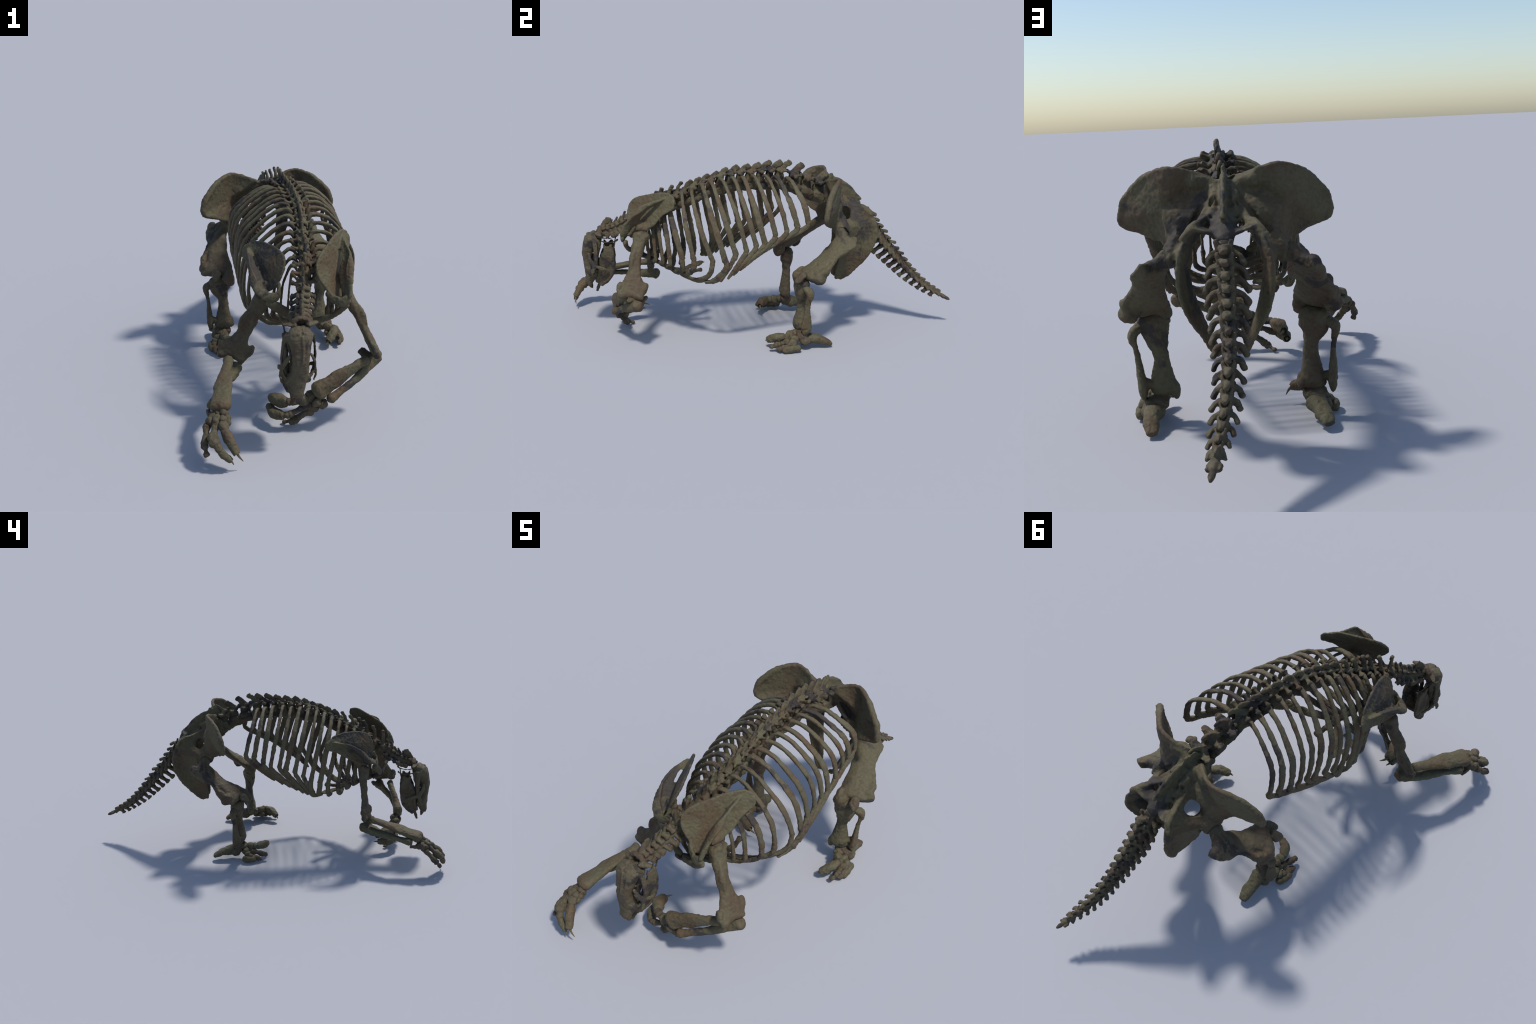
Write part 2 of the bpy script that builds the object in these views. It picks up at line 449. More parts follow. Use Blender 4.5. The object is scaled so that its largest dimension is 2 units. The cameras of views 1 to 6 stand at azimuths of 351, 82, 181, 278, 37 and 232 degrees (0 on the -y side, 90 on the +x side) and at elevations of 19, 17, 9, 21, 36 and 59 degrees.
# where each costal cartilage ends: first the free margin, then the bar beside the breastbone
CART_R = [(-0.116, -0.052, 0.452), (-0.118, -0.100, 0.430), (-0.120, -0.142, 0.412), (-0.120, -0.180, 0.394), (-0.119, -0.214, 0.378), (-0.117, -0.240, 0.366), (-0.115, -0.262, 0.358), (-0.112, -0.278, 0.354),
          (-0.106, -0.296, 0.354), (-0.096, -0.316, 0.358), (-0.040, -0.366, 0.352), (0.020, -0.430, 0.344), (0.060, -0.470, 0.352), (0.066, -0.512, 0.366), (0.062, -0.556, 0.386), (0.056, -0.590, 0.402)]
CART_L = [(0.316, 0.020, 0.540), (0.318, -0.028, 0.516), (0.321, -0.076, 0.478), (0.322, -0.124, 0.438), (0.322, -0.158, 0.408), (0.322, -0.188, 0.386), (0.321, -0.214, 0.366), (0.318, -0.250, 0.352),
          (0.288, -0.318, 0.336), (0.118, -0.448, 0.337), (0.122, -0.460, 0.346), (0.114, -0.480, 0.353), (0.106, -0.508, 0.366), (0.100, -0.536, 0.378), (0.090, -0.566, 0.390), (0.080, -0.594, 0.402)]
LEFT_HEAD_DY = [0.034, 0.015, 0.011, 0.011, 0.007, 0.008, 0.0, -0.004, -0.001, -0.009, -0.012, -0.044, -0.022, -0.014, 0, 0]
WIDEN_L = [(0, 0.0), (0.05, 0.28), (0.10, 0.42), (0.15, 0.53), (0.22, 0.68), (0.35, 0.88), (0.5, 0.97), (0.65, 1.03), (0.85, 1.02), (1, 1.0)]
SWEEP_L = [0.45, 0.32, 0.32, 0.26, 0.13, 0.17, 0.25, 0.12, 0.02, -0.26, -0.33, 0.0, 0.0, 0.0, 0.0, 0.0]
WIDEN = [(0, 0.0), (0.05, 0.20), (0.12, 0.40), (0.2, 0.565), (0.4, 0.86), (0.65, 0.985), (0.85, 1.01), (1, 1.0)]

for i in range(16):
    for s in (-1, 1):
        y0 = RIB_Y[i] + (LEFT_HEAD_DY[i] if s > 0 else 0)
        z0 = RIB_Z[i] - 0.004
        x0 = mx(y0) + s * 0.048
        k = A(*(KINK_R if s < 0 else KINK_L)[i])
        k0 = A(x0, y0, z0)
        pts = [A(mx(y0) + s * 0.026, y0 - 0.012, z0 - 0.032), k0]
        for f in (0.07, 0.2, 0.4, 0.62, 0.85, 1.0):
            g = interp(WIDEN_L if s > 0 else WIDEN, f)
            p = k0 + (k - k0) * f
            p[0] = x0 + (k[0] - x0) * g
            p[2] = z0 + (k[2] - z0) * f + (0.010 if f == 0.07 else 0.004 if f == 0.2 else 0)
            yw = SWEEP_L[i] if s > 0 else 0.03
            p[1] = y0 + (k[1] - y0) * ((1 - yw) * f + yw * g)
            pts.append(p)
        thin = 1.0 if i < 12 else 0.85 - 0.06 * (i - 12)
        wv = unit((0, 1, 0.12))
        rw = [0.010, 0.0115, 0.0105, 0.0120, 0.0140, 0.0148, 0.0135, 0.0148]
        var = 1 + 0.12 * math.sin(1.7 * i + s)
        rad = [(a * thin * var, b * thin) for a, b in zip(rw, [0.009, 0.010, 0.0095, 0.0085, 0.0078, 0.0078, 0.0082, 0.0100])]
        P = [tube(pts, rad, w=wv, n=14, sub=5, square=0.5, warp=0.16), ball(k0, (0.012 * thin, 0.010, 0.010), warp=0.3)]
        bone("rib", P, RIB, voxel=0.0030, smooth=1, relief=0.0035, fine=0.0015, shrink=0.0012)
        # costal cartilage, from the kink down and forward to the margin or breastbone
        e = A(*(CART_R if s < 0 else CART_L)[i])
        if i < 8:
            mpts = [k + A(0, 0.001, 0.004), k + A(0, -0.010, -0.024), k + (e - k) * 0.55 + A(s * 0.004, -0.004, -0.012), e]
            crad = [(0.013, 0.0100), (0.0135, 0.0095), (0.0120, 0.0085), (0.008, 0.007)]
            ww = (0, 0.7, -0.7)
        elif i == 8 or (i == 9 and s < 0):
            mpts = [k + A(0, 0, 0.004), k + A(0, 0.004, -0.036), k + (e - k) * 0.62 + A(s * 0.006, 0.012, -0.026), e]
            crad = [(0.0140, 0.0105), (0.0155, 0.0100), (0.0170, 0.0095), (0.011, 0.008)]
            ww = (0, 1, -0.3)
        else:
            deep = {9: 0.072, 10: 0.046, 11: 0.046, 12: 0.030}.get(i, 0.018)      # how far the cartilage sags below its chord
            mpts = [k + A(0, 0, 0.006), k + (e - k) * 0.09 + A(s * 0.006, 0.004, -0.022 - deep * 0.45), k + (e - k) * 0.42 + A(s * 0.008, 0.008 if i == 9 else 0, -deep), k + (e - k) * 0.75 + A(s * 0.004, 0, -deep * 0.5), e]
            b_ = 1.3 if i == 9 else 1.0
            crad = [(0.013 * thin, 0.0105), (0.014 * thin, 0.010), (0.015 * b_ * thin, 0.0095), (0.014 * b_, 0.0095), (0.012, 0.009)]
            ww = (0, 1, -0.6)
        bone("costal_cartilage", [tube(mpts, crad, w=ww, n=12, square=0.5)], RIB, voxel=0.0034, smooth=1, relief=0.004, shrink=0.0012)
bone("costal_cartilage", [tube([(0.098, -0.450, 0.338), (0.050, -0.402, 0.334), (0.004, -0.352, 0.336), (-0.036, -0.318, 0.340)], [(0.014, 0.009), (0.018, 0.009), (0.025, 0.009), (0.022, 0.007)], w=(0.6, 0.7, 0))], BROWN, voxel=0.0034, smooth=1, relief=0.009)

# breastbone segments
ST = spline([(0.068, -0.625, 0.415), (0.080, -0.560, 0.386), (0.094, -0.500, 0.358), (0.103, -0.450, 0.339), (0.104, -0.400, 0.332)], 6)
edges = np.linspace(0, len(ST) - 1, 6)
for a, b in zip(edges[:-1], edges[1:]):
    p, q = ST[int(round(a))], ST[int(round(b))]
    t = unit(q - p)
    P = [tube([p + t * 0.004, (p + q) / 2, q - t * 0.004], [(0.022, 0.014), (0.017, 0.012), (0.022, 0.014)])]
    bone("sternebra", P, BROWN, voxel=0.0034, smooth=1, relief=0.006)
bone("xiphoid", [tube([(0.104, -0.405, 0.332), (0.102, -0.365, 0.334), (0.098, -0.332, 0.339)], [(0.016, 0.011), (0.013, 0.010), (0.018, 0.012)])], BROWN, voxel=0.0034, smooth=1, relief=0.009)
P = [tube([(0.060, -0.660, 0.432), (0.058, -0.640, 0.422), (0.066, -0.610, 0.405)], [(0.030, 0.010), (0.042, 0.013), (0.026, 0.012)])]
bone("manubrium", P, BROWN, voxel=0.0036, smooth=2, relief=0.006)

# collar bones
bone("clavicle", [tube([(0.212, -0.702, 0.518), (0.165, -0.690, 0.474), (0.110, -0.665, 0.446), (0.072, -0.650, 0.432)], [(0.016, 0.014), (0.014, 0.012), (0.017, 0.013), (0.018, 0.015)], w=(0, 0, 1))], OLIVE, relief=0.005)
bone("clavicle", [tube([(-0.085, -0.612, 0.520), (-0.045, -0.630, 0.494), (0.005, -0.640, 0.462), (0.045, -0.645, 0.436)], [(0.020, 0.016), (0.024, 0.012), (0.022, 0.012), (0.018, 0.015)], w=(0, 0, 1))], DARK, relief=0.005)

# ---------------------------------------------------------------- shoulder blades
def scapula(border, hub, dish, socket, ridge, foot, arch, s, mat):
    """Blade in its outline, thick rim, standing ridge that ends in a hooked acromion, joint socket."""
    border, ridge, foot, arch = [[A(*p) for p in L] for L in (border, ridge, foot, arch)]
    lift = A(0.67 if s > 0 else -0.80, -0.68 if s > 0 else -0.42, 0.28 if s > 0 else 0.43)
    foot = [p - lift * h for p, h in zip(ridge, (0.010, 0.024, 0.042, 0.046, 0.020))]
    g = A(*socket)
    H = A(*hub)
    border = [H + (p - H) * 0.955 for p in border]
    P = [blade(border, hub, 0.0070, 0.0060, dish=dish)]
    rim = border[:-3]
    P.append(tube(rim, [0.0075] * len(rim)))
    P.append(tube(border[-4:] + border[:1], [0.012, 0.009, 0.008, 0.007, 0.008]))
    P.append(ball(g + A(0, 0, 0.004), (0.022, 0.038, 0.022)))
    P.append(tube([g + A(0, 0, 0.004), g * 0.7 + A(*hub) * 0.3], [(0.036, 0.018), (0.044, 0.010)], w=(0, 1, 0.2)))
    P.append(plate([ridge, foot], (0.006, 0.008), sub=6))
    P.append(tube(ridge, [(0.006, 0.007), (0.010, 0.008), (0.017, 0.009), (0.021, 0.010), (0.022, 0.013)], w=(0, 0.5, 0.6), sub=6))
    P.append(tube(arch, [(0.020, 0.012), (0.024, 0.011), (0.020, 0.010), (0.014, 0.009)], w=(0, 0, 1), sub=6))
    bone("scapula", P, mat, voxel=0.0036, smooth=3, relief=0.004)

scapula([(0.283, -0.470, 0.702), (0.276, -0.467, 0.742), (0.250, -0.481, 0.760), (0.224, -0.518, 0.765), (0.188, -0.558, 0.753), (0.156, -0.600, 0.737), (0.115, -0.650, 0.714), (0.093, -0.680, 0.681),
         (0.093, -0.690, 0.652), (0.110, -0.692, 0.614), (0.142, -0.688, 0.570), (0.162, -0.686, 0.532), (0.194, -0.662, 0.534), (0.218, -0.612, 0.586), (0.240, -0.570, 0.606), (0.259, -0.522, 0.664)],
        (0.198, -0.592, 0.671), (-0.002, 0.002, 0), (0.214, -0.618, 0.586),
        [(0.240, -0.508, 0.742), (0.242, -0.560, 0.722), (0.244, -0.628, 0.688), (0.228, -0.678, 0.626), (0.215, -0.712, 0.556)],
        [(0.224, -0.512, 0.740), (0.205, -0.556, 0.704), (0.196, -0.598, 0.666), (0.194, -0.620, 0.632), (0.200, -0.640, 0.604)],
        [(0.214, -0.714, 0.546), (0.190, -0.714, 0.536), (0.160, -0.700, 0.544), (0.137, -0.687, 0.568)], 1, OLIVE)
scapula([(-0.150, -0.350, 0.645), (-0.140, -0.346, 0.674), (-0.105, -0.381, 0.704), (-0.080, -0.420, 0.713), (-0.055, -0.464, 0.716), (-0.023, -0.531, 0.708), (-0.009, -0.573, 0.690), (-0.012, -0.597, 0.662),
         (-0.024, -0.605, 0.630), (-0.044, -0.602, 0.590), (-0.070, -0.590, 0.560), (-0.092, -0.562, 0.548), (-0.114, -0.515, 0.556), (-0.128, -0.470, 0.586), (-0.142, -0.400, 0.626)],
        (-0.086, -0.496, 0.632), (-0.006, -0.004, 0.004), (-0.098, -0.548, 0.540),
        [(-0.132, -0.396, 0.678), (-0.140, -0.474, 0.664), (-0.142, -0.540, 0.624), (-0.126, -0.590, 0.574), (-0.092, -0.618, 0.545)],
        [(-0.112, -0.402, 0.676), (-0.096, -0.468, 0.648), (-0.092, -0.510, 0.622), (-0.090, -0.540, 0.588), (-0.086, -0.562, 0.562)],
        [(-0.096, -0.618, 0.546), (-0.070, -0.624, 0.540), (-0.046, -0.618, 0.552), (-0.040, -0.604, 0.588)], -1, DARK)

# ---------------------------------------------------------------- fore limbs
def humerus(head, mid, low, w_top, w_low, crest, mat):
    head, mid, low, crest = A(*head), A(*mid), A(*low), A(*crest)
    w_top, w_low = unit(w_top), unit(w_low)
    d = unit(low - head)
    wm = unit(w_top + w_low)
    P = [tube([head + d * 0.01, head + (mid - head) * 0.5, mid, mid + (low - mid) * 0.5, low - d * 0.012, low + d * 0.022],
              [(0.040, 0.030), (0.034, 0.024), (0.031, 0.020), (0.034, 0.019), (0.062, 0.021), (0.062, 0.020)], w=[w_top, w_top, wm, w_low, w_low, w_low], n=18)]
    P.append(ball(head, (0.041, 0.034, 0.028), axis=d, w=w_top))
    P.append(tube([head + (mid - head) * 0.3 + crest * 0.5, mid + crest, mid + (low - mid) * 0.35 + crest * 0.9], [(0.012, 0.014), (0.016, 0.016), (0.008, 0.010)], w=w_top))
    for s, r in ((1, 0.022), (-1, 0.020)):
        P.append(ball(low + w_low * s * 0.060 - d * 0.008, (r * 0.8, r * 0.9, r * 1.5), axis=d, w=w_low))
    P.append(tube([low - w_low * 0.045 + d * 0.028, low + d * 0.022, low + w_low * 0.045 + d * 0.030], [0.021, 0.016, 0.022]))
    bone("humerus", P, mat, voxel=0.0042, smooth=4, relief=0.006)

humerus((0.222, -0.624, 0.553), (0.268, -0.652, 0.458), (0.330, -0.672, 0.318), (0.25, 1, 0), (0.10, 1, -0.05), (0.014, -0.016, 0.006), DARK)
humerus((-0.098, -0.549, 0.510), (-0.156, -0.554, 0.414), (-0.221, -0.566, 0.302), (0.85, 0.0, -0.5), (0.93, -0.25, -0.25), (-0.026, -0.006, 0.018), BROWN)

def forearm(rp, rm, rd, rw, up_, um, ud, notch, mat, ulna=1.0):
    rp, rm, rd, up_, um, ud, notch = [A(*p) for p in (rp, rm, rd, up_, um, ud, notch)]
    rw = unit(rw)
    d = unit(rd - rp)
    P = [tube([rp, rp + (rm - rp) * 0.45, rm, rm + (rd - rm) * 0.55, rd], [(0.022, 0.020), (0.024, 0.017), (0.037, 0.018), (0.039, 0.021), (0.045, 0.029)], w=rw, n=16),
         ball(rp - d * 0.004, (0.024, 0.021, 0.012), axis=d, w=rw)]
    for s in (-0.7, 0.1, 0.75):
        P.append(ball(rd + rw * s * 0.032 + d * 0.004, (0.014, 0.020, 0.016), axis=d, w=rw))
    bone("radius", P, mat, voxel=0.004, smooth=3, relief=0.006)
    P = [tube([up_, up_ + (um - up_) * 0.35, um, um + (ud - um) * 0.6, ud], [(0.032, 0.026), (0.027 * ulna, 0.019 * ulna), (0.020 * ulna, 0.015 * ulna), (0.0165, 0.0145), (0.022, 0.020)], w=rw, n=16),
         ball(up_, (0.033, 0.030, 0.026), axis=ud - up_, w=rw), ball(ud, 0.020),
         tube([up_ + (um - up_) * 0.12, notch], [(0.028, 0.018), (0.020, 0.012)], w=ud - up_)]
    bone("ulna", P, mat, voxel=0.004, smooth=3, relief=0.006)

forearm((0.292, -0.708, 0.272), (0.185, -0.732, 0.226), (0.088, -0.750, 0.176), (-0.35, -0.1, 0.93),
        (0.350, -0.644, 0.246), (0.255, -0.712, 0.196), (0.138, -0.757, 0.140), (0.300, -0.606, 0.268), OLIVE)
forearm((-0.254, -0.602, 0.274), (-0.291, -0.735, 0.242), (-0.322, -0.845, 0.206), (0.92, -0.3, 0.1),
        (-0.223, -0.554, 0.216), (-0.288, -0.665, 0.201), (-0.348, -0.800, 0.187), (-0.200, -0.580, 0.248), OLIVE, 1.3)

def chunk(c, r, seed):
    """Small knobbly bone of wrist or ankle."""
    g = np.random.default_rng(seed)
    c = A(*c)
    P = [ball(c, (r * g.uniform(0.8, 1.1), r * g.uniform(0.8, 1.1), r * g.uniform(0.8, 1.1)), axis=g.normal(size=3))]
    for _ in range(3):
        P.append(ball(c + unit(g.normal(size=3)) * r * 0.55, r * g.uniform(0.4, 0.6)))
    return P

def chain(name, pts, r, parent, mat=OLIVE, knuckle=1.3):
    """Finger bones: each shaft waisted between swollen ends."""
    for a, b, ra, rb in zip(pts[:-1], pts[1:], r[:-1], r[1:]):
        a, b = A(*a), A(*b)
        d = unit(b - a)
        rm = min(ra, rb) * 0.74
        P = [tube([a + d * ra * 0.4, (a + b) / 2, b - d * rb * 0.4], [ra, rm, rb]), ball(a + d * ra * 0.5, ra * 1.05), ball(b - d * rb * 0.45, rb * knuckle * 0.85)]
        bone(name, P, mat, voxel=0.0026, smooth=1, relief=0.005, parent=parent)

def claw(base, mid, tip, core, r, parent, flat=(0, 0, 1)):
    """Claw bone in its bony hood, with the thin pointed core standing out at the end."""
    base, mid, tip, core = A(*base), A(*mid), A(*tip), A(*core)
    d = unit(tip - mid)
    P = [tube([base, base + (mid - base) * 0.5, mid, tip - d * r * 0.3], [(r * 0.85, r * 0.75), (r * 1.05, r), (r * 1.05, r), (r * 0.82, r * 0.8)], w=flat, n=16)]
    hole = [tube([tip - d * r * 0.2, tip + d * r * 2], [r * 0.55, r * 0.6])]
    bone("claw_sheath", P, OLIVE, voxel=0.0028, smooth=2, relief=0.004, parent=parent, cut=hole)
    P = [tube([tip - d * r * 1.2, tip + (core - tip) * 0.25, core], [r * 0.36, r * 0.24, 0.0016], warp=0.05)]
    bone("claw_core", P, CLAW, voxel=0.0013, smooth=1, relief=0.0, fine=0.0, parent=parent, shrink=0.0)

# left hand, turned under: back of the hand to the ground, claws backward
hand = group("hand")
for n_, (c, r) in enumerate([((0.062, -0.729, 0.146), 0.022), ((0.080, -0.749, 0.126), 0.018), ((0.105, -0.739, 0.111), 0.018), ((0.045, -0.722, 0.114), 0.021), ((0.070, -0.719, 0.094), 0.020), ((0.030, -0.736, 0.136), 0.018)]):
    bone("carpal", chunk(c, r * 1.3, n_), BROWN, voxel=0.0028, smooth=1, relief=0.005, parent=hand)
chain("finger_bone", [(0.030, -0.736, 0.126), (-0.018, -0.722, 0.124), (-0.048, -0.700, 0.114)], [0.017, 0.016, 0.017], hand, BROWN)
claw((-0.040, -0.706, 0.116), (-0.070, -0.664, 0.110), (-0.082, -0.622, 0.100), (-0.068, -0.585, 0.095), 0.026, hand)
chain("finger_bone", [(0.045, -0.724, 0.104), (-0.030, -0.736, 0.074), (-0.066, -0.722, 0.066)], [0.017, 0.015, 0.016], hand, BROWN)
claw((-0.060, -0.726, 0.067), (-0.088, -0.684, 0.066), (-0.094, -0.634, 0.066), (-0.092, -0.608, 0.066), 0.022, hand)
chain("finger_bone", [(0.062, -0.714, 0.076), (-0.004, -0.706, 0.028), (-0.042, -0.672, 0.008)], [0.017, 0.017, 0.011], hand, BROWN)
chain("finger_bone", [(0.085, -0.719, 0.088), (0.060, -0.712, 0.056)], [0.016, 0.013], hand, BROWN)

# right hand, reaching forward
hand = group("hand")
for n_, (c, r) in enumerate([((-0.330, -0.859, 0.180), 0.020), ((-0.349, -0.863, 0.170), 0.020), ((-0.309, -0.869, 0.184), 0.019), ((-0.363, -0.879, 0.160), 0.019), ((-0.337, -0.889, 0.170), 0.020), ((-0.315, -0.893, 0.172), 0.018), ((-0.353, -0.847, 0.166), 0.017)]):
    bone("carpal", chunk(c, r * 1.15, 30 + n_), BROWN, voxel=0.0028, smooth=1, relief=0.005, parent=hand)
bone("carpal", [tube([(-0.359, -0.846, 0.166), (-0.363, -0.807, 0.166)], [0.011, 0.010])], BROWN, voxel=0.0028, smooth=1, parent=hand)
chain("finger_bone", [(-0.315, -0.891, 0.172), (-0.319, -0.923, 0.150)], [0.017, 0.020], hand, BROWN)
claw((-0.317, -0.927, 0.147), (-0.299, -0.957, 0.114), (-0.278, -0.983, 0.072), (-0.255, -0.980, 0.037), 0.0195, hand, flat=(1, 0.3, 0.3))
chain("finger_bone", [(-0.342, -0.891, 0.166), (-0.363, -0.951, 0.122), (-0.341, -0.975, 0.092)], [0.017, 0.021, 0.015], hand, BROWN)
claw((-0.345, -0.973, 0.094), (-0.322, -0.981, 0.066), (-0.300, -0.985, 0.046), (-0.292, -0.989, 0.032), 0.015, hand, flat=(0.6, 0.3, 0.6))
chain("finger_bone", [(-0.377, -0.883, 0.152), (-0.393, -0.935, 0.098), (-0.391, -0.963, 0.066)], [0.016, 0.015, 0.012], hand, BROWN)
chain("finger_bone", [(-0.299, -0.883, 0.179), (-0.297, -0.911, 0.159)], [0.014, 0.011], hand, BROWN)

# ---------------------------------------------------------------- hip
def M(h, y, z, s):
    """Half coordinate from the body's midplane (which runs slightly aslant)."""
    return A(0.0625 - 0.045 * (y - 0.2) + s * h, y + 0.055 * s * h, z)

P = []
for s in (-1, 1):
    q = lambda *p: M(*p, s)
    crest = [q(0.040, 0.286, 0.790), q(0.085, 0.308, 0.806), q(0.122, 0.320, 0.818), q(0.165, 0.318, 0.823), q(0.222, 0.284, 0.804), q(0.268, 0.254, 0.768), q(0.300, 0.236, 0.730), q(0.316, 0.226, 0.684), q(0.313, 0.224, 0.660), q(0.288, 0.230, 0.646), q(0.256, 0.238, 0.636), q(0.208, 0.258, 0.615)]
    loop = crest + [q(0.180, 0.285, 0.588), q(0.150, 0.330, 0.600), q(0.112, 0.352, 0.650), q(0.078, 0.348, 0.700), q(0.048, 0.318, 0.748)]
    P.append(blade(loop if s > 0 else loop[::-1], q(0.180, 0.292, 0.714), 0.011, 0.012, dish=(0, 0.018, -0.004)))
    P.append(tube(crest, [0.010, 0.010, 0.011, 0.012, 0.014, 0.016, 0.017, 0.016, 0.014, 0.012, 0.011, 0.011], sub=5))
    # body of the hip bone: from sacrum and ilium over the socket to the ischium
    up_row = [q(0.050, 0.300, 0.735), q(0.045, 0.360, 0.716), q(0.062, 0.420, 0.690), q(0.084, 0.470, 0.670), q(0.098, 0.494, 0.656)]
    md_row = [q(0.095, 0.312, 0.672), q(0.082, 0.352, 0.652), q(0.084, 0.410, 0.636), q(0.096, 0.468, 0.628), q(0.112, 0.512, 0.622)]
    lo_row = [q(0.152, 0.310, 0.606), q(0.156, 0.345, 0.592), q(0.142, 0.396, 0.578), q(0.112, 0.478, 0.572), q(0.125, 0.528, 0.578)]
    P.append(plate([up_row, md_row, lo_row], 0.012, sub=5))
    P.append(tube([q(0.128, 0.335, 0.640), q(0.158, 0.335, 0.596), q(0.165, 0.362, 0.556)], [(0.040, 0.020), (0.044, 0.026), (0.034, 0.020)], w=(0, 1, 0)))
    P.append(ball(q(0.160, 0.340, 0.583), (0.030, 0.046, 0.036)))
    P.append(tube([q(0.035, 0.395, 0.690), q(0.066, 0.430, 0.680), q(0.090, 0.480, 0.666), q(0.114, 0.508, 0.640)], [(0.012, 0.018), (0.010, 0.016), (0.012, 0.018), (0.012, 0.016)], w=(0.6, 0, 1)))
    P.append(tube([q(0.040, 0.465, 0.650), q(0.086, 0.482, 0.667), q(0.098, 0.490, 0.664)], [(0.032, 0.010), (0.028, 0.008), (0.016, 0.009)], w=(0, 1, 0)))
    # ischium and pubis: a broad curved plate running down to the midline
    rear = [q(0.088, 0.486, 0.660), q(0.110, 0.514, 0.626), q(0.124, 0.528, 0.586), q(0.129, 0.535, 0.535), q(0.126, 0.525, 0.482), q(0.110, 0.500, 0.420), q(0.083, 0.470, 0.365), q(0.053, 0.420, 0.302), q(0.040, 0.388, 0.278)]
    frnt = [q(0.090, 0.415, 0.640), q(0.115, 0.405, 0.615), q(0.142, 0.392, 0.580), q(0.132, 0.388, 0.535), q(0.112, 0.378, 0.480), q(0.094, 0.370, 0.425), q(0.074, 0.362, 0.370), q(0.050, 0.360, 0.314), q(0.040, 0.364, 0.288)]
    cen = [q(0.080, 0.448, 0.650), q(0.098, 0.465, 0.620), q(0.112, 0.478, 0.580), q(0.106, 0.478, 0.530), q(0.098, 0.462, 0.480), q(0.086, 0.442, 0.422), q(0.068, 0.420, 0.366), q(0.046, 0.394, 0.306), q(0.038, 0.378, 0.284)]
    P.append(plate([rear, cen, frnt], 0.0075, sub=5))
    P.append(tube(rear, [0.009, 0.010, 0.011, 0.010, 0.009, 0.008, 0.007, 0.008, 0.009], sub=5))
    P.append(tube(frnt[3:] + [q(0.022, 0.372, 0.284)], [0.014, 0.010, 0.008, 0.008, 0.009, 0.010, 0.012], sub=5))
# sacrum between the hip bones
q0 = lambda y, z: M(0, y, z, 1)
P.append(tube([q0(0.262, 0.712), q0(0.320, 0.698), q0(0.390, 0.682), q0(0.450, 0.658), q0(0.492, 0.628)], [(0.046, 0.036), (0.048, 0.036), (0.044, 0.030), (0.040, 0.024), (0.028, 0.024)], w=(1, 0, 0), n=18))
P.append(plate([[q0(0.338, 0.800), q0(0.372, 0.786), q0(0.430, 0.744), q0(0.476, 0.694)], [q0(0.318, 0.752), q0(0.352, 0.738), q0(0.405, 0.705), q0(0.455, 0.672)], [q0(0.300, 0.710), q0(0.340, 0.700), q0(0.390, 0.685), q0(0.445, 0.660)]], 0.010, sub=5))
for y_, z_, y2, z2 in ((0.300, 0.770, 0.322, 0.824), (0.272, 0.780, 0.292, 0.828)):      # low spines leading up to the crest
    P.append(tube([q0(y_, z_), q0((y_ + y2) / 2, (z_ + z2) / 2), q0(y2, z2)], [(0.024, 0.009), (0.018, 0.007), (0.012, 0.008)], w=(0, 1, 0.2), square=0.6))
P.append(tube([q0(0.338, 0.802), q0(0.372, 0.788), q0(0.430, 0.745), q0(0.478, 0.692)], [0.011, 0.010, 0.010, 0.010]))
for s in (-1, 1):
    for y, z in ((0.300, 0.735), (0.345, 0.720), (0.392, 0.700)):
        P.append(ball(M(0.030, y, z, s), (0.014, 0.016, 0.020)))
    P.append(tube([M(0.010, 0.300, 0.755, s), M(0.045, 0.302, 0.768, s), M(0.090, 0.318, 0.786, s)], [(0.030, 0.024), (0.026, 0.020), (0.024, 0.016)], w=(0, 0, 1)))
    P.append(tube([M(0.022, 0.262, 0.742, s), M(0.026, 0.310, 0.745, s), M(0.030, 0.370, 0.724, s)], [(0.018, 0.030), (0.020, 0.034), (0.016, 0.024)], w=(1, 0, 0)))
holes = []
for s in (-1, 1):
    holes.append(tube([M(0.012, 0.372, 0.580, s), M(0.078, 0.377, 0.632, s), M(0.155, 0.382, 0.692, s)], [(0.034, 0.028)] * 3, w=(0, 0.3, 1), warp=0.05))
    holes.append(ball(M(0.192, 0.345, 0.560, s), 0.034))
    for y, z in ((0.322, 0.726), (0.368, 0.708), (0.416, 0.684)):
        holes.append(tube([M(0.036, y, z - 0.01, s), M(0.036, y + 0.02, z + 0.05, s)], [0.006, 0.007]))
bone("pelvis", P, DARK, voxel=0.0045, smooth=4, relief=0.006, cut=holes)

